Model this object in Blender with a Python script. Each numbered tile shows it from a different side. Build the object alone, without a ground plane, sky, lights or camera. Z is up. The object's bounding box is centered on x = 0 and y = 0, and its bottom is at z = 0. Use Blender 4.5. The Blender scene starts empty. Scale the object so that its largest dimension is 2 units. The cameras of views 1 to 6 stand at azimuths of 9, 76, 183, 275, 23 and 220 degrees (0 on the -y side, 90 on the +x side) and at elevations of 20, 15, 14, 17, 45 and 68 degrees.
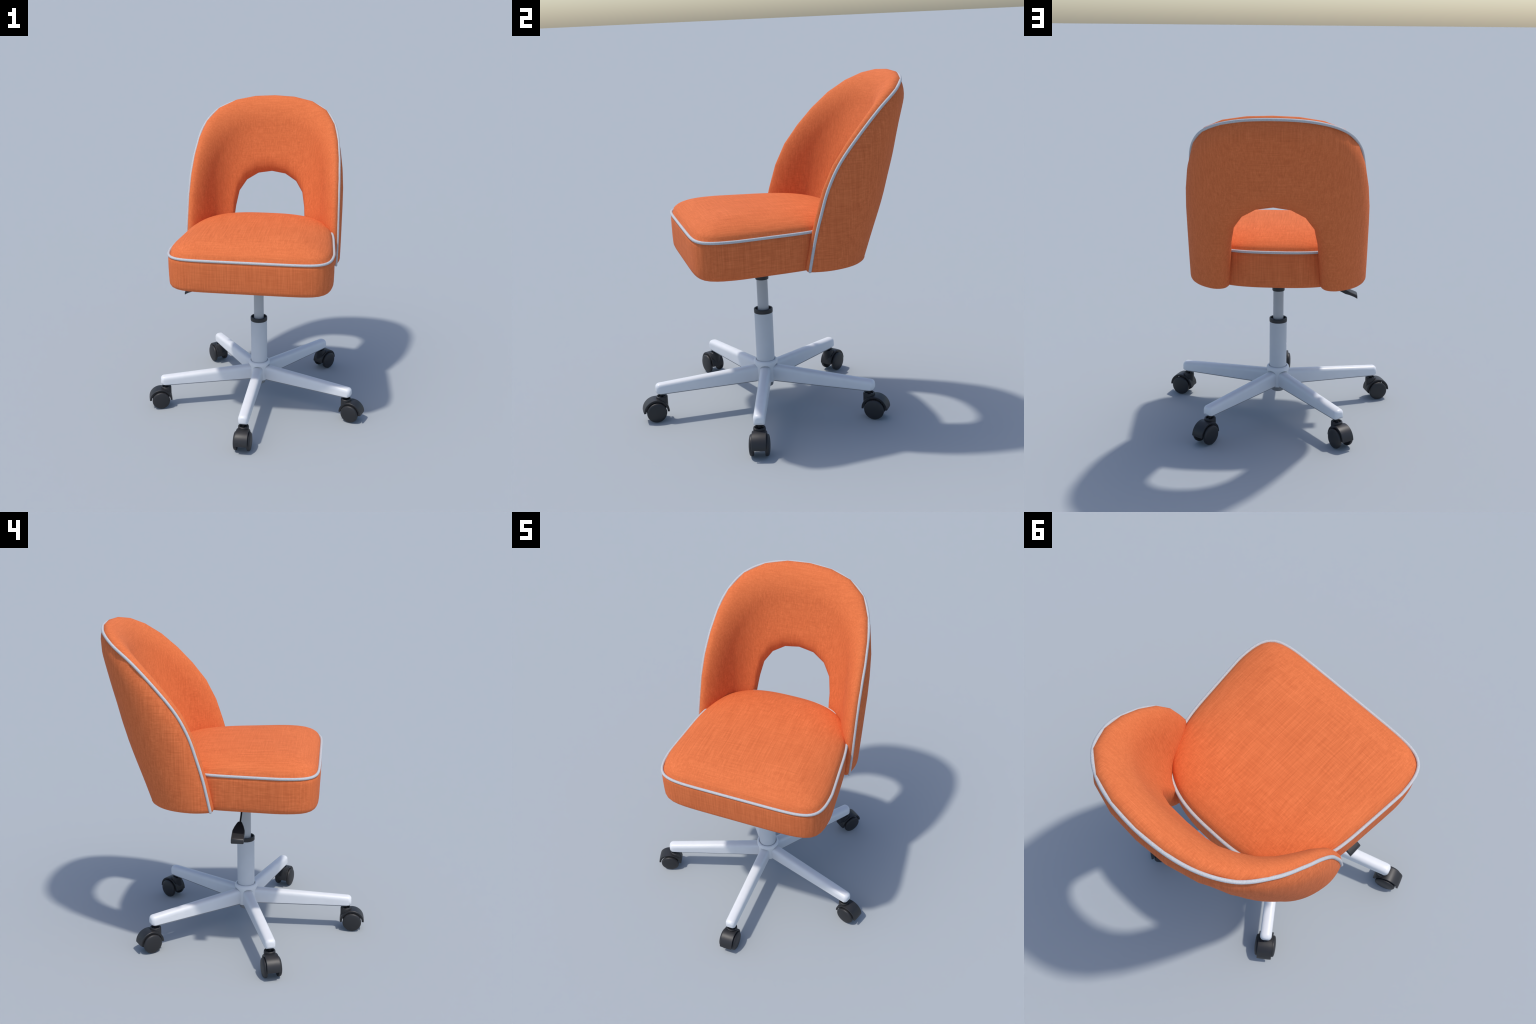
"""Upholstered swivel chair: orange linen seat and wrap-around backrest with an
arched opening, pale grey piping, height lever, gas lift column and a five-arm
star base on twin-wheel casters."""
import bpy, bmesh, math
import numpy as np
from mathutils import Vector, Matrix

TAU = 2 * math.pi
AXIS = Vector((0.0, -0.039, 0.0))          # the column stands a little in front of the centre


# ------------------------------------------------------------------ materials
def new_material(name):
    m = bpy.data.materials.new(name)
    m.use_nodes = True
    nt = m.node_tree
    bsdf = nt.nodes["Principled BSDF"]
    return m, nt, bsdf


def node(nt, kind, **props):
    n = nt.nodes.new(kind)
    for k, v in props.items():
        if k in n.inputs:
            n.inputs[k].default_value = v
        else:
            setattr(n, k, v)
    return n


def math_node(nt, op, a, b):
    n = node(nt, "ShaderNodeMath", operation=op)
    for i, v in enumerate((a, b)):
        if hasattr(v, "links"):
            nt.links.new(v, n.inputs[i])
        else:
            n.inputs[i].default_value = v
    return n.outputs[0]


def ramp(nt, fac, stops):
    n = node(nt, "ShaderNodeValToRGB")
    el = n.color_ramp.elements
    while len(el) < len(stops):
        el.new(0.5)
    for e, (p, c) in zip(el, stops):
        e.position = p
        e.color = (*c, 1) if len(c) == 3 else c
    nt.links.new(fac, n.inputs["Fac"])
    return n.outputs["Color"]


def thread_noise(nt, coord, stretch, offset, detail=2.0):
    """Noise drawn out along one axis: threads of a plain weave."""
    mp = node(nt, "ShaderNodeMapping")
    mp.inputs["Scale"].default_value = stretch
    mp.inputs["Location"].default_value = offset
    nt.links.new(coord, mp.inputs["Vector"])
    n = node(nt, "ShaderNodeTexNoise", Scale=1.0, Detail=detail, Roughness=0.55)
    nt.links.new(mp.outputs[0], n.inputs["Vector"])
    return n.outputs["Fac"]


def make_fabric():
    m, nt, bsdf = new_material("orange_linen")
    co = node(nt, "ShaderNodeTexCoord").outputs["Object"]
    fine, slub = 280.0, 110.0
    # one family of threads along each axis; a face shows only the families that lie in it
    nrm = node(nt, "ShaderNodeSeparateXYZ")
    nt.links.new(node(nt, "ShaderNodeNewGeometry").outputs["Normal"], nrm.inputs[0])
    in_plane = [math_node(nt, "SUBTRACT", 1.0, math_node(nt, "POWER", math_node(nt, "ABSOLUTE", o, 0.0), 1.5))
                for o in nrm.outputs]
    fine_sum, slub_sum = 0.0, 0.0
    for k, (long_f, long_s, wf, ws) in enumerate(((8, 5, 1.0, 0.45), (8, 4, 1.0, 1.0), (8, 4, 1.0, 1.0))):
        sf, ss = [fine] * 3, [slub] * 3
        sf[k], ss[k] = long_f, long_s
        nf = math_node(nt, "SUBTRACT", thread_noise(nt, co, sf, (2 + k, 5 - k, 7), 2.0), 0.5)
        ns = math_node(nt, "SUBTRACT", thread_noise(nt, co, ss, (4, 1 + k, 9 - k), 1.5), 0.5)
        fine_sum = math_node(nt, "ADD", fine_sum, math_node(nt, "MULTIPLY", math_node(nt, "MULTIPLY", nf, wf), in_plane[k]))
        slub_sum = math_node(nt, "ADD", slub_sum, math_node(nt, "MULTIPLY", math_node(nt, "MULTIPLY", ns, ws), in_plane[k]))
    blot = math_node(nt, "SUBTRACT", thread_noise(nt, co, (16, 16, 16), (0, 0, 0), 3.0), 0.5)
    t = math_node(nt, "ADD", math_node(nt, "MULTIPLY", fine_sum, 0.65),
                  math_node(nt, "MULTIPLY", slub_sum, 0.72))
    t = math_node(nt, "ADD", t, math_node(nt, "MULTIPLY", blot, 0.16))
    mr = node(nt, "ShaderNodeMapRange")               # spread about -0.5..0.5 over the ramp
    mr.inputs["From Min"].default_value = -0.5
    mr.inputs["From Max"].default_value = 0.5
    nt.links.new(t, mr.inputs["Value"])
    col = ramp(nt, mr.outputs[0], [(0.0, FABRIC_DARK), (0.5, FABRIC_MID), (1.0, FABRIC_LIGHT)])
    nt.links.new(col, bsdf.inputs["Base Color"])
    bsdf.inputs["Roughness"].default_value = 0.85
    bsdf.inputs["Specular IOR Level"].default_value = 0.12
    bsdf.inputs["Sheen Weight"].default_value = 0.0
    bsdf.inputs["Sheen Roughness"].default_value = 0.5
    bsdf.inputs["Sheen Tint"].default_value = (1.0, 0.55, 0.4, 1)
    bump = node(nt, "ShaderNodeBump", Strength=0.12, Distance=0.002)
    nt.links.new(fine_sum, bump.inputs["Height"])
    nt.links.new(bump.outputs[0], bsdf.inputs["Normal"])
    return m


def make_piping():
    m, nt, bsdf = new_material("grey_piping_cord")
    co = node(nt, "ShaderNodeTexCoord").outputs["Object"]
    n = thread_noise(nt, co, (230, 230, 230), (0, 0, 0), 2.0)
    col = ramp(nt, n, [(0.3, (0.44, 0.445, 0.455)), (0.7, (0.55, 0.555, 0.565))])
    nt.links.new(col, bsdf.inputs["Base Color"])
    bsdf.inputs["Roughness"].default_value = 0.75
    bsdf.inputs["Specular IOR Level"].default_value = 0.3
    bump = node(nt, "ShaderNodeBump", Strength=0.15, Distance=0.002)
    nt.links.new(n, bump.inputs["Height"])
    nt.links.new(bump.outputs[0], bsdf.inputs["Normal"])
    return m


def make_plain(name, color, rough, spec=0.5, metallic=0.0, grain=0.04):
    m, nt, bsdf = new_material(name)
    co = node(nt, "ShaderNodeTexCoord").outputs["Object"]
    n = thread_noise(nt, co, (14, 14, 14), (0, 0, 0), 3.0)
    lo = tuple(c * (1 - grain) for c in color)
    hi = tuple(min(1, c * (1 + grain)) for c in color)
    nt.links.new(ramp(nt, n, [(0.3, lo), (0.7, hi)]), bsdf.inputs["Base Color"])
    bsdf.inputs["Roughness"].default_value = rough
    bsdf.inputs["Specular IOR Level"].default_value = spec
    bsdf.inputs["Metallic"].default_value = metallic
    return m


FABRIC_DARK = (0.55, 0.120, 0.037)
FABRIC_MID = (0.685, 0.166, 0.054)
FABRIC_LIGHT = (0.83, 0.222, 0.078)

FABRIC = make_fabric()
PIPING = make_piping()
METAL = make_plain("pale_grey_enamel", (0.75, 0.755, 0.765), 0.38, 0.5, 0.0, 0.015)
COLUMN_METAL = make_plain("grey_column_tube", (0.60, 0.615, 0.64), 0.42, 0.5, 0.0, 0.015)  # darker grey than the arms and hub
STEM_METAL = make_plain("brushed_grey_stem", (0.47, 0.48, 0.50), 0.35, 0.5, 0.0, 0.015)
PLASTIC = make_plain("black_plastic", (0.020, 0.020, 0.022), 0.46, 0.45)
WHEEL_PLASTIC = make_plain("black_wheel_plastic", (0.020, 0.020, 0.022), 0.5, 0.45)
DARK_UNDERSIDE = make_plain("black_underside", (0.045, 0.045, 0.047), 0.9, 0.2)  # kept dark to cut orange bounce onto the arms and ground
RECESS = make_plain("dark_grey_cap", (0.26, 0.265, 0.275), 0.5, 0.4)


# ------------------------------------------------------------------ mesh helpers
def add_object(name, verts, faces, mat, parent=None, smooth_angle=40):
    me = bpy.data.meshes.new(name)
    me.from_pydata([tuple(v) for v in verts], [], faces)
    bm = bmesh.new()
    bm.from_mesh(me)
    bmesh.ops.recalc_face_normals(bm, faces=bm.faces)
    bm.to_mesh(me)
    bm.free()
    return link_mesh(name, me, mat, parent, smooth_angle)


def link_mesh(name, me, mat, parent=None, smooth_angle=40):
    me.materials.clear()
    me.materials.append(mat)
    shade(me, smooth_angle)
    ob = bpy.data.objects.new(name, me)
    bpy.context.scene.collection.objects.link(ob)
    if parent:
        ob.parent = parent
    return ob


def shade(me, angle):
    bm = bmesh.new()
    bm.from_mesh(me)
    lim = math.radians(angle)
    for f in bm.faces:
        f.smooth = True
    for e in bm.edges:
        e.smooth = len(e.link_faces) == 2 and e.calc_face_angle(0) < lim
    bm.to_mesh(me)
    bm.free()


def loft(rings, closed_u=False, cap=True):
    """Quads between successive closed rings of equal length."""
    n = len(rings[0])
    verts = [p for r in rings for p in r]
    faces = []
    m = len(rings)
    for i in range(m if closed_u else m - 1):
        a, b = i * n, ((i + 1) % m) * n
        for j in range(n):
            k = (j + 1) % n
            faces.append((a + j, a + k, b + k, b + j))
    if cap and not closed_u:
        faces.append(tuple(range(n)))
        faces.append(tuple(range((m - 1) * n, m * n)))
    return verts, faces


def lathe(profile, seg=48, centre=(0, 0, 0)):
    """Surface of revolution about z from (radius, height) pairs."""
    rings = [[(centre[0] + r * math.cos(TAU * j / seg), centre[1] + r * math.sin(TAU * j / seg),
               centre[2] + z) for j in range(seg)] for r, z in profile]
    return loft(rings)


def smooth_path(points, count):
    """Catmull-Rom spline sampled evenly along its length."""
    P = np.array(points, float)
    P = np.vstack([2 * P[0] - P[1], P, 2 * P[-1] - P[-2]])
    out = []
    m = len(P) - 3
    for t in np.linspace(0, m - 1e-9, 600):
        i = int(t)
        f = t - i
        a, b, c, d = P[i:i + 4]
        out.append(0.5 * (2 * b + (c - a) * f + (2 * a - 5 * b + 4 * c - d) * f * f + (3 * b - a - 3 * c + d) * f ** 3))
    out = np.array(out)
    s = np.r_[0, np.cumsum(np.linalg.norm(np.diff(out, axis=0), axis=1))]
    q = np.linspace(0, s[-1], count)
    return np.stack([np.interp(q, s, out[:, k]) for k in range(out.shape[1])], 1)


def tube(path, radius, seg=12, closed=False):
    """Round cord along a path, with domed ends when it is open."""
    P = [Vector(p) for p in path]
    n = len(P)
    rings = []

    def ring(c, t, r):
        a = t.cross(Vector((0, 0, 1)))
        if a.length < 1e-4:
            a = t.cross(Vector((0, 1, 0)))
        a.normalize()
        b = t.cross(a).normalized()
        return [tuple(c + (a * math.cos(TAU * j / seg) + b * math.sin(TAU * j / seg)) * r) for j in range(seg)]

    tang = []
    for i in range(n):
        if closed:
            t = P[(i + 1) % n] - P[i - 1]
        else:
            t = P[min(i + 1, n - 1)] - P[max(i - 1, 0)]
        tang.append(t.normalized())
    if not closed:
        for k in (80, 55, 25):
            a = math.radians(k)
            rings.append(ring(P[0] - tang[0] * radius * math.sin(a), tang[0], radius * math.cos(a)))
    for i in range(n):
        rings.append(ring(P[i], tang[i], radius))
    if not closed:
        for k in (25, 55, 80):
            a = math.radians(k)
            rings.append(ring(P[-1] + tang[-1] * radius * math.sin(a), tang[-1], radius * math.cos(a)))
    return loft(rings, closed_u=closed)


# ------------------------------------------------------------------ the chair
chair = bpy.data.objects.new("swivel_chair", None)
bpy.context.scene.collection.objects.link(chair)
chair["label"] = "orange upholstered swivel chair with arched back and star base"
chair["category"] = "office chair"


# ------------------------------------------------------------------ seat
SEAT_Y0, SEAT_BACK, SEAT_FRONT = -0.02, 0.480, 0.488
PIPE_Z = 1.182
SHIFT = -0.008                           # the upholstery sits a little off the column


def seat_outline(theta, inset=0.0):
    """Plan of the seat: squarish in front, narrower and rounder behind."""
    c, s = math.cos(theta), math.sin(theta)
    depth, n = (SEAT_BACK, 2.8) if s > 0 else (SEAT_FRONT, 7.5)
    a, d = 0.5195, depth
    r = (abs(c / a) ** n + abs(s / d) ** n) ** (-1 / n)
    x, y = r * c, SEAT_Y0 + r * s
    width = 1.0 - 0.185 * (y + 0.19) if y < 0.2 else 1.0 - 0.185 * 0.39
    x *= min(width, 1.018)
    k = 1 - inset / 0.5
    return SHIFT * 0.5 + x * k, SEAT_Y0 + (y - SEAT_Y0) * k


def build_seat():
    seg = 112
    th = [TAU * j / seg for j in range(seg)]
    rings = []

    def ring(inset, z, crown=None):
        out = []
        for t in th:
            x, y = seat_outline(t, inset)
            zz = z if crown is None else z + crown * (1 - 0.13 * y / 0.5)
            out.append((x, y, zz))
        rings.append(out)

    for ins in (0.47, 0.30, 0.15, 0.08):
        ring(ins, 0.961)
    for k in range(7):                                   # rounded lower edge
        a = math.pi / 2 * k / 6
        ring(-0.001 + 0.034 * (1 - math.sin(a)), 0.961 + 0.034 * (1 - math.cos(a)))
    ring(-0.003, 1.04)
    ring(-0.004, 1.10)
    ring(-0.004, 1.15)
    ring(-0.003, 1.172)
    ring(0.008, PIPE_Z)
    for k in range(1, 26):                               # crowned cushion
        rho = 1 - (k / 26) ** 1.35
        h = CROWN * (1 - rho ** 3.0) ** 0.50
        ring(0.008 + (1 - rho) * 0.488, PIPE_Z + 0.004, h)
    v, f = loft(rings)
    seat = add_object("seat", v, f, FABRIC, chair, 60)
    rings = []
    for ins, z in ((0.066, 0.9575), (0.062, 0.9580), (0.061, 0.9630)):
        rings.append([(*seat_outline(t, ins), z) for t in th])
    v, f = loft(rings)
    add_object("dark_underside_panel", v, f, DARK_UNDERSIDE, seat, 40)
    path = [(*seat_outline(TAU * j / 200, 0.0), PIPE_Z) for j in range(200)]
    v, f = tube(path, 0.0085, 12, closed=True)
    add_object("piping", v, f, PIPING, seat, 80)
    return seat


CROWN = 0.095


# ------------------------------------------------------------------ backrest
# heights, half-width, front reference y and squareness of the outer shell in plan
SHELL = np.array([
    # z     w      yc     n    rear y
    (0.90, 0.540, 0.080, 2.88, 0.514),
    (1.00, 0.542, 0.095, 2.88, 0.551),
    (1.10, 0.544, 0.110, 2.88, 0.586),
    (1.28, 0.545, 0.150, 2.90, 0.647),
    (1.45, 0.544, 0.215, 2.80, 0.696),
    (1.60, 0.532, 0.300, 2.70, 0.738),
    (1.72, 0.514, 0.380, 2.55, 0.771),
    (1.85, 0.492, 0.450, 2.45, 0.806),
    (2.05, 0.450, 0.520, 2.40, 0.861)])


def padding(alpha):
    """Depth of the padding: thick behind the sitter, thinner in the wings."""
    t = min(1.0, max(0.0, (math.degrees(alpha) + 5) / 45))
    return 0.118 + (0.160 - 0.118) * t * t * (3 - 2 * t)


PILLOW = 0.100                           # distance over which it rounds off towards the opening
ROLL = 0.160                             # depth of the padded roll along the seam

# the piping seam, from the right foot to the middle of the top
SEAM = [(0.518, 0.112, 0.968), (0.522, 0.150, 1.153), (0.520, 0.186, 1.279), (0.518, 0.231, 1.415),
        (0.513, 0.300, 1.545), (0.501, 0.407, 1.677), (0.468, 0.545, 1.816), (0.383, 0.682, 1.914),
        (0.222, 0.770, 1.968), (0.0, 0.799, 1.984)]
# the arched opening (x, z), from its foot to its crown: straight jambs, then a few facets
ARCH = [(0.294, 0.985), (0.292, 1.02), (0.29, 1.055), (0.288, 1.09), (0.286, 1.125), (0.283, 1.16),
        (0.279, 1.2), (0.273, 1.245), (0.2495, 1.345), (0.19, 1.42), (0.101, 1.467), (0.0, 1.482)]


def shell_row(z):
    """Shell measures at height z, through the table with smooth (Hermite) slopes."""
    Z, V = SHELL[:, 0], SHELL[:, 1:]
    i = int(min(max(np.searchsorted(Z, z) - 1, 0), len(Z) - 2))
    slope = lambda k: (V[min(k + 1, len(Z) - 1)] - V[max(k - 1, 0)]) / (Z[min(k + 1, len(Z) - 1)] - Z[max(k - 1, 0)])
    h = Z[i + 1] - Z[i]
    t = (z - Z[i]) / h
    return [float(q) for q in (2 * t ** 3 - 3 * t ** 2 + 1) * V[i] + (t ** 3 - 2 * t ** 2 + t) * h * slope(i)
            + (3 * t ** 2 - 2 * t ** 3) * V[i + 1] + (t ** 3 - t ** 2) * h * slope(i + 1)]


def shell_point(alpha, z, off=0.0):
    """Outer shell at polar angle alpha (0 = right side, 90 deg = rear), pushed in by off."""
    w, yc, n, rear = shell_row(z)
    d = rear - yc
    c, s = math.cos(alpha), math.sin(alpha)
    r = (abs(c / w) ** n + abs(s / d) ** n) ** (-1 / n)
    x, y = r * c, r * s
    if off:
        nx = (abs(x) / w) ** (n - 1) / w * (1 if x >= 0 else -1)
        ny = (abs(y) / d) ** (n - 1) / d * (1 if y >= 0 else -1)
        l = math.hypot(nx, ny)
        x, y = x - nx / l * off, y - ny / l * off
    return np.array((x, yc + y, z))


def shell_normal(alpha, z):
    v = shell_point(alpha, z) - shell_point(alpha, z, 0.01)
    return v / np.linalg.norm(v)


def angle_of_x(x, z):
    lo, hi = 0.2, math.pi / 2
    for _ in range(40):
        mid = (lo + hi) / 2
        if shell_point(mid, z)[0] > x:
            lo = mid
        else:
            hi = mid
    return hi


def angle_of_point(p):
    return math.atan2(p[1] - shell_row(p[2])[1], p[0])


def bezier(p0, p1, p2, p3, n):
    return [(1 - t) ** 3 * p0 + 3 * t * (1 - t) ** 2 * p1 + 3 * t * t * (1 - t) * p2 + t ** 3 * p3
            for t in np.linspace(0, 1, n)]


def back_section(seam, arch, outward, soft):
    """Closed cross-section of the padded arch between the opening and the seam."""
    xh, zh = arch
    a1, z1 = angle_of_point(seam), seam[2]
    a0, z0 = angle_of_x(xh, zh), zh
    curl = seam - shell_point(a1, z1)
    probe = [shell_point(a0 + (a1 - a0) * t, z0 + (z1 - z0) * t) for t in np.linspace(0, 1, 30)]
    length = float(np.sum(np.linalg.norm(np.diff(probe, axis=0), axis=1)))

    def at(t, off=0.0, reach=0.13):               # off: 0 outer face, 1 inner face
        al = a0 + (a1 - a0) * t
        p = shell_point(al, z0 + (z1 - z0) * t, off * padding(al))
        k = max(0.0, 1 - (1 - t) * length / reach)
        return p + curl * k ** 2

    edge = min(PILLOW / length, 0.33)

    def pillow(phi, inner):
        """Half-ellipse from the crest of the rim (0) to the flat of a face (90 deg)."""
        drop = 0.5 * (1 - math.sin(phi))
        return at(edge * (soft if inner else 1.0) * (1 - math.cos(phi)), 1 - drop if inner else drop, 0.20 if inner else 0.13)

    phis = [math.pi / 2 * k / 7 for k in range(8)]
    rim_out = [pillow(p, False) for p in phis]
    rim_in = [pillow(p, True) for p in phis]
    outer = [at(t) for t in np.linspace(edge, 1, 18)][1:]
    n1 = shell_normal(a1, z1)
    start = 1 - min(ROLL / length, 0.6 * (1 - soft * edge))
    p3 = at(start, 1, 0.20)
    p1 = seam + outward * 0.052 - n1 * 0.022
    run = p3 - at(start - 0.04, 1, 0.20)              # leave the inner face along its own slope
    p2 = p3 + run / np.linalg.norm(run) * (1 - start) * length * 0.90
    roll = bezier(seam, p1, p2, p3, 16)[1:]
    inner = [at(t, 1, 0.20) for t in np.linspace(start, edge * soft, 10)][1:-1]
    return rim_out + outer + roll + inner + rim_in[:0:-1]


def build_backrest():
    half = len(ARCH) - 1
    seam = smooth_path([(0.519, 0.1155, 0.985)] + SEAM[1:] + [(-x, y, z) for x, y, z in SEAM[::-1][1:-1]] +
                       [(-0.519, 0.1155, 0.985)], 2 * half + 1)
    sections = []
    for k in range(half + 1):
        p = seam[k]
        if k == half:
            p = p * (0, 1, 1)
        t = (seam[min(k + 1, 2 * half)] - seam[max(k - 1, 0)])
        t /= np.linalg.norm(t)
        nrm = shell_normal(angle_of_point(p), p[2])
        e2 = np.cross(t, nrm)
        e2 -= nrm * float(e2 @ nrm)
        e2 /= np.linalg.norm(e2)
        mid = shell_point(angle_of_x(ARCH[k][0], ARCH[k][1]), ARCH[k][1])
        if float(e2 @ (p - mid)) < 0:
            e2 = -e2
        if k == 0:
            e2[2] = 0
            e2 /= np.linalg.norm(e2)
        soft = 0.52 if k < 6 else 0.52 + 0.83 * min(1, (k - 6) / 4)   # rim is fuller on the jambs
        sections.append(back_section(p, ARCH[k], e2, soft))
    # rounded underside of the foot
    foot = np.array(sections[0])
    foot[:, 2] = 0.985
    sections[0] = list(foot)
    nxt, prv = np.roll(foot, -1, 0), np.roll(foot, 1, 0)
    tan = nxt - prv
    nor = np.stack([-tan[:, 1], tan[:, 0], 0 * tan[:, 0]], 1)
    nor /= np.linalg.norm(nor, axis=1)[:, None]
    area = float(np.sum(foot[:, 0] * nxt[:, 1] - nxt[:, 0] * foot[:, 1]))
    if area < 0:
        nor = -nor                                   # now points into the section
    caps = []
    for k in (1, 2, 3, 4):
        a = math.pi / 2 * k / 4
        ring = foot + nor * 0.024 * (1 - math.cos(a))
        ring[:, 2] = 0.985 - 0.028 * math.sin(a)
        caps.append(ring)
    right = [list(c) for c in caps[::-1]] + [list(s) for s in sections]
    left = [[np.array((-p[0], p[1], p[2])) for p in s] for s in right[:-1]][::-1]
    v, f = loft(right + left)
    v = [(p[0] + SHIFT * min(1.0, max(0.0, (abs(p[0]) - 0.25) / 0.2)), p[1], p[2]) for p in v]
    back = add_object("backrest", v, f, FABRIC, chair, 75)
    cord = smooth_path(SEAM + [(-x, y, z) for x, y, z in SEAM[::-1][1:]], 160)
    v, f = tube(cord + np.array((SHIFT, 0, 0)), 0.0085, 12)
    add_object("piping", v, f, PIPING, back, 80)
    return back


# ------------------------------------------------------------------ column
def build_column():
    c = AXIS
    v, f = lathe([(0.030, 0.20), (0.0555, 0.20), (0.0555, 0.598), (0.054, 0.601), (0.045, 0.601)], 48, c)
    col = add_object("column", v, f, COLUMN_METAL, chair, 35)
    v, f = lathe([(0.050, 0.596), (0.0565, 0.599), (0.0572, 0.603), (0.0572, 0.621), (0.0555, 0.624),
                  (0.0500, 0.624), (0.0485, 0.622), (0.0475, 0.614), (0.0345, 0.613), (0.030, 0.613)], 48, c)
    add_object("collar", v, f, PLASTIC, col, 35)
    v, f = lathe([(0.0335, 0.600), (0.0335, 0.818)], 40, c)
    add_object("lift_stem", v, f, STEM_METAL, col, 35)
    v, f = lathe([(0.030, 0.808), (0.0385, 0.808), (0.040, 0.810), (0.040, 0.838), (0.045, 0.860),
                  (0.058, 0.895), (0.072, 0.925), (0.080, 0.945), (0.080, 0.955)], 40, c)
    add_object("stem_cap", v, f, PLASTIC, col, 35)
    # flat plate that bolts to the underside of the seat
    rings = []
    for grow, z in ((-0.004, 0.944), (0.0, 0.947), (0.0, 0.968)):
        rings.append([(c.x + sx * (0.105 + grow), c.y + sy * (0.125 + grow), z)
                      for sx, sy in ((-1, -1), (1, -1), (1, 1), (-1, 1))])
    v, f = loft(rings)
    add_object("mounting_plate", v, f, PLASTIC, col, 35)
    return col


# ------------------------------------------------------------------ star base
ARM_LEN, ARM_HALF, ARM_BOTTOM = 0.688, 0.0322, 0.171
ARM_ANGLES = [math.radians(-90 + 72 * i) for i in range(5)]


def arm_top(rho):
    return 0.266 + (0.230 - 0.266) * (rho - 0.07) / (0.68 - 0.07)


def arm_section(rho, half, bottom, top, n=2.6):
    """Flat-bottomed bar with upright sides and an arched top."""
    pts = [(-half + 0.003, bottom), (half - 0.003, bottom), (half, bottom + 0.003)]
    rise = 0.030
    spring = top - rise
    for k in range(15):
        a = math.pi * k / 14
        cx, sx = math.cos(a), math.sin(a)
        pts.append((half * math.copysign(abs(cx) ** (2 / n), cx), spring + rise * abs(sx) ** (2 / n)))
    pts.append((-half, bottom + 0.003))
    return [(rho, y, z) for y, z in pts]


def build_arm_mesh():
    rings = []
    for rho in (0.045, 0.10, 0.22, 0.34, 0.46, 0.58, 0.64):
        rings.append(arm_section(rho, ARM_HALF, ARM_BOTTOM, arm_top(rho)))
    r = 0.024
    for k in range(7):                                    # rounded tip
        a = math.radians(86) * k / 6
        rho = ARM_LEN - r + r * math.sin(a)
        d = r * (1 - math.cos(a))
        rings.append(arm_section(rho, ARM_HALF - d * 0.85, ARM_BOTTOM + d * 0.45, arm_top(rho) - d * 0.75))
    return loft(rings)


def build_base():
    # hub: turned body with five arched sockets
    v, f = lathe([(0.020, 0.161), (0.062, 0.161), (0.0665, 0.165), (0.0675, 0.180), (0.0680, 0.240), (0.0695, 0.256),
                  (0.0725, 0.268), (0.0738, 0.277), (0.0735, 0.285), (0.0715, 0.2915), (0.0680, 0.296), (0.0640, 0.2985),
                  (0.0600, 0.2985), (0.0580, 0.297), (0.0570, 0.292), (0.0568, 0.270), (0.020, 0.270)], 120, AXIS)
    hub = add_object("hub", v, f, METAL, chair, 35)
    cut_v, cut_f = [], []
    for ang in ARM_ANGLES:
        rot = Matrix.Rotation(ang, 4, "Z")
        rings = [[tuple(AXIS + rot @ Vector(p)) for p in arm_section(rho, 0.0355, 0.1735, 0.2735, 2.2)]
                 for rho in (0.060, 0.12)]
        v, f = loft(rings)
        base = len(cut_v)
        cut_v += v
        cut_f += [tuple(i + base for i in q) for q in f]
    cutter = add_object("socket_cutter", cut_v, cut_f, RECESS)
    mod = hub.modifiers.new("sockets", "BOOLEAN")
    mod.operation, mod.solver, mod.object = "DIFFERENCE", "EXACT", cutter
    dg = bpy.context.evaluated_depsgraph_get()
    me = bpy.data.meshes.new_from_object(hub.evaluated_get(dg))
    hub.modifiers.clear()
    hub.data = me
    bpy.data.objects.remove(cutter)
    me.materials.clear()
    me.materials.append(METAL)
    shade(me, 35)
    v, f = lathe([(0.0, 0.124), (0.034, 0.124), (0.040, 0.128), (0.042, 0.135), (0.042, 0.170), (0.0, 0.170)], 40, AXIS)
    add_object("hub_cap", v, f, RECESS, hub, 35)

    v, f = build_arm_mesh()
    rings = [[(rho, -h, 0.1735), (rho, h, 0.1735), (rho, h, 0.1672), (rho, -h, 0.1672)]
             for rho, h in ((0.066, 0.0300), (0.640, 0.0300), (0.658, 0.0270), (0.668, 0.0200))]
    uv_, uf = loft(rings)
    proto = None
    for i, ang in enumerate(ARM_ANGLES):
        if proto is None:
            arm = proto = add_object("base_arm", v, f, METAL, chair, 40)
            under = add_object("arm_dark_strip", uv_, uf, RECESS, arm, 40)  # thin dark slab that shows as a dark line along the arm's lower edge
        else:
            arm = proto.copy()
            arm.name = "base_arm"
            bpy.context.scene.collection.objects.link(arm)
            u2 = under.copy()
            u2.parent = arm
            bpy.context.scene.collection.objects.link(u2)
        arm.location = AXIS
        arm.rotation_euler = (0, 0, ang)


# ------------------------------------------------------------------ casters
WHEEL_RHO, WHEEL_R = 0.694, 0.0605
PIVOT_RHO = 0.654


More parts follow.
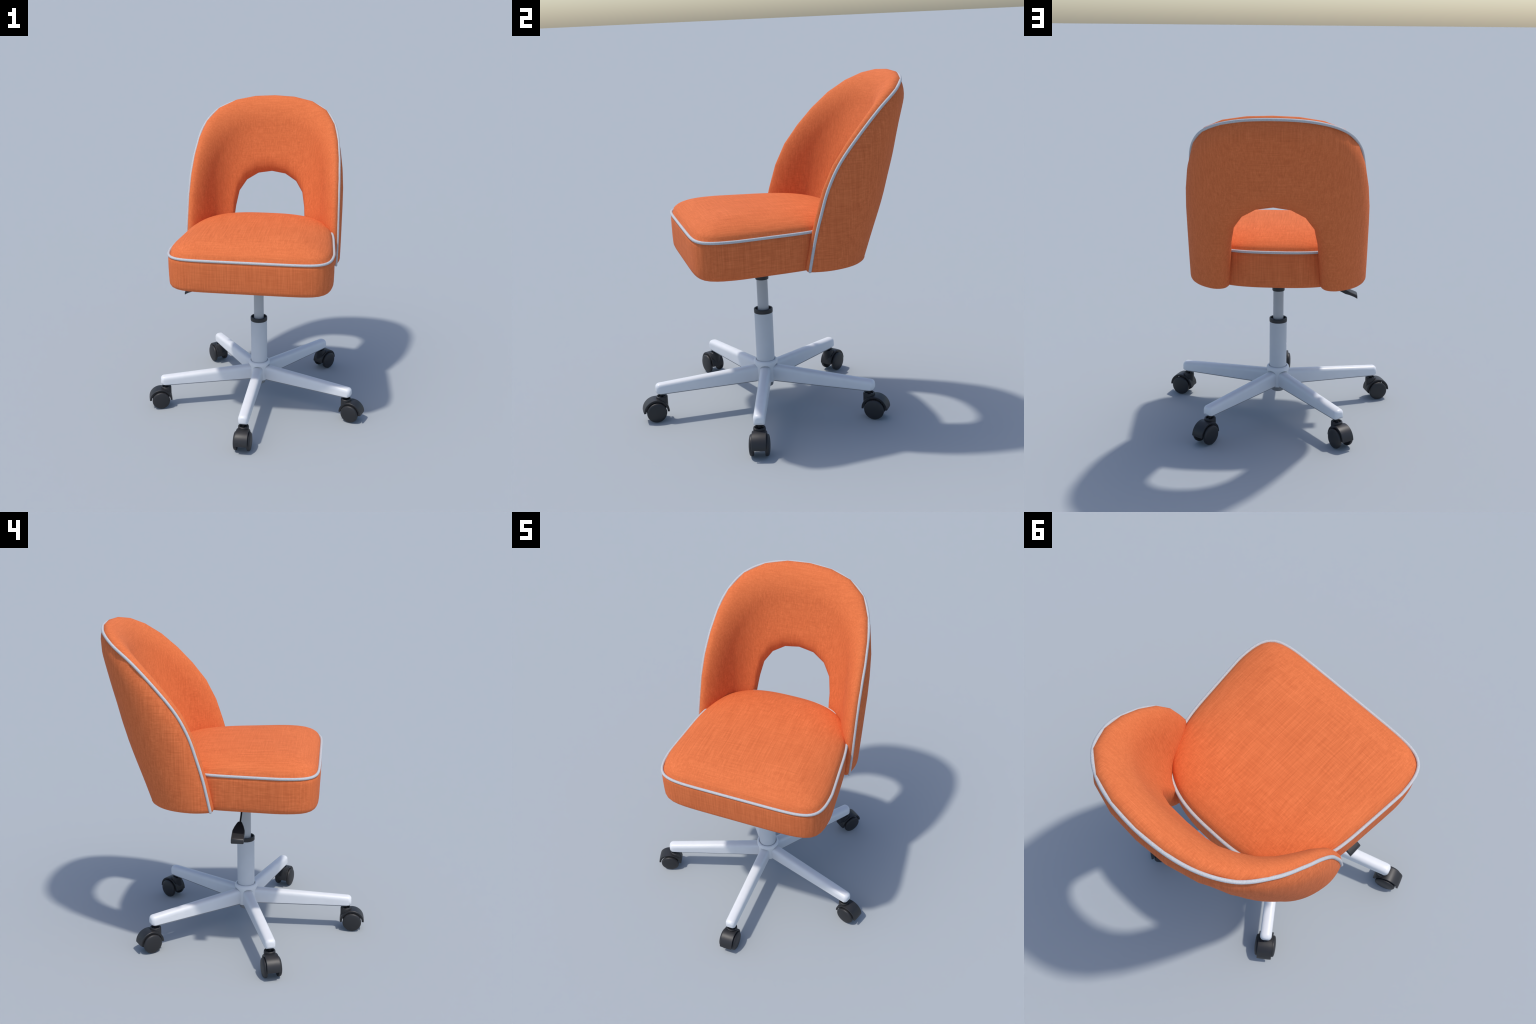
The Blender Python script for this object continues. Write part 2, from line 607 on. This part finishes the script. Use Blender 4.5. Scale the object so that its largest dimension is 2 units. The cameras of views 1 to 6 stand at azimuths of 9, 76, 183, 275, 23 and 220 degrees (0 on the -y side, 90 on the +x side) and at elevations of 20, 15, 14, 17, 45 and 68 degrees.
def build_caster_meshes():
    """Caster in its own frame: x outward, wheel axle along y, pivot stem on x = 0."""
    dx = WHEEL_RHO - PIVOT_RHO
    # hood: a curved band over both wheels
    rings = []
    for k in range(33):
        a = math.radians(1 + 181 * k / 32)
        ca, sa = math.cos(a), math.sin(a)
        prof = []
        for r, y in ((0.0640, -0.0385), (0.0755, -0.0405), (0.0775, -0.0385), (0.0785, -0.020), (0.0788, 0.0), (0.0785, 0.020),
                     (0.0775, 0.0385), (0.0755, 0.0405), (0.0640, 0.0385), (0.0670, 0.036), (0.0690, 0.0), (0.0670, -0.036)):
            prof.append((dx + r * ca, y, WHEEL_R + r * sa))
        rings.append(prof)
    hv, hf = loft(rings)
    # pivot housing: upright cup that merges into the hood
    prof = [(0.001, 0.078), (0.034, 0.078), (0.0352, 0.082), (0.0352, 0.141), (0.0340, 0.1475), (0.0305, 0.150),
            (0.0260, 0.1490), (0.0225, 0.1440), (0.0215, 0.1400), (0.001, 0.1400)]
    pv, pf = lathe(prof, 32)
    # pin up into the arm
    sv, sf = lathe([(0.001, 0.136), (0.0095, 0.136), (0.0095, 0.182), (0.001, 0.182)], 20)
    # wheel about y
    r = WHEEL_R
    wp = [(0.004, 0.0325), (r - 0.010, 0.0325), (r - 0.002, 0.0335), (r, 0.0365), (r, 0.0455), (r - 0.0015, 0.0495), (r - 0.0045, 0.0525),
          (r - 0.009, 0.0545), (r - 0.022, 0.0572), (r - 0.040, 0.0588), (0.006, 0.0592)]
    seg = 40
    rings = [[(rr * math.cos(TAU * j / seg), y, rr * math.sin(TAU * j / seg)) for j in range(seg)] for rr, y in wp]
    wv, wf = loft(rings)
    # axle
    rings = [[(0.009 * math.cos(TAU * j / 20), y, 0.009 * math.sin(TAU * j / 20)) for j in range(20)] for y in (-0.036, 0.036)]
    av, af = loft(rings)
    return (hv, hf), (pv, pf), (sv, sf), (wv, wf), (av, af)


def build_casters():
    hood, pivot, pin, wheel, axle = build_caster_meshes()
    dx = WHEEL_RHO - PIVOT_RHO
    first = None
    for ang in ARM_ANGLES:
        if first is None:
            c = add_object("caster", *hood, PLASTIC, chair, 40)
            kids = [add_object("pivot_housing", *pivot, PLASTIC, c, 40),
                    add_object("pivot_pin", *pin, PLASTIC, c, 40),
                    add_object("axle", *axle, PLASTIC, c, 40),
                    add_object("wheel", *wheel, WHEEL_PLASTIC, c, 40)]
            kids[2].location = kids[3].location = (dx, 0, WHEEL_R)
            w2 = kids[3].copy()
            w2.name = "wheel"
            w2.rotation_euler = (0, 0, math.pi)
            bpy.context.scene.collection.objects.link(w2)
            kids.append(w2)
            first = (c, kids)
        else:
            c = first[0].copy()
            c.name = "caster"
            bpy.context.scene.collection.objects.link(c)
            for k in first[1]:
                q = k.copy()
                q.parent = c
                bpy.context.scene.collection.objects.link(q)
        c.location = AXIS + Vector((PIVOT_RHO * math.cos(ang), PIVOT_RHO * math.sin(ang), 0))
        c.rotation_euler = (0, 0, ang)


# ------------------------------------------------------------------ lever
def build_lever():
    v, f = tube([(-0.05, -0.0390, 0.944), (-0.20, -0.0405, 0.898), (-0.37, -0.0430, 0.845)], 0.0055, 12)
    rod = add_object("height_lever", v, f, PLASTIC, chair, 50)
    # paddle: (x, top z, bottom z, half width)
    stations = [(-0.352, 0.8520, 0.8360, 0.009), (-0.358, 0.8530, 0.8320, 0.014), (-0.372, 0.8500, 0.8260, 0.019),
                (-0.400, 0.8400, 0.8140, 0.029), (-0.430, 0.8280, 0.8010, 0.0370), (-0.456, 0.8175, 0.7945, 0.0375),
                (-0.481, 0.8070, 0.7850, 0.0380), (-0.498, 0.7995, 0.7765, 0.0382), (-0.5030, 0.7960, 0.7730, 0.0382),
                (-0.5065, 0.7890, 0.7700, 0.0380)]
    rings = []
    for x, zt, zb, hw in stations:
        c = min(0.004, hw * 0.3)
        y0 = -0.0405
        rings.append([(x, y0 - hw + c, zb), (x, y0 + hw - c, zb), (x, y0 + hw, zb + c), (x, y0 + hw, zt - c),
                      (x, y0 + hw - c, zt), (x, y0 - hw + c, zt), (x, y0 - hw, zt - c), (x, y0 - hw, zb + c)])
    v, f = loft(rings)
    add_object("paddle", v, f, PLASTIC, rod, 30)


build_seat()
build_backrest()
build_column()
build_base()
build_casters()
build_lever()
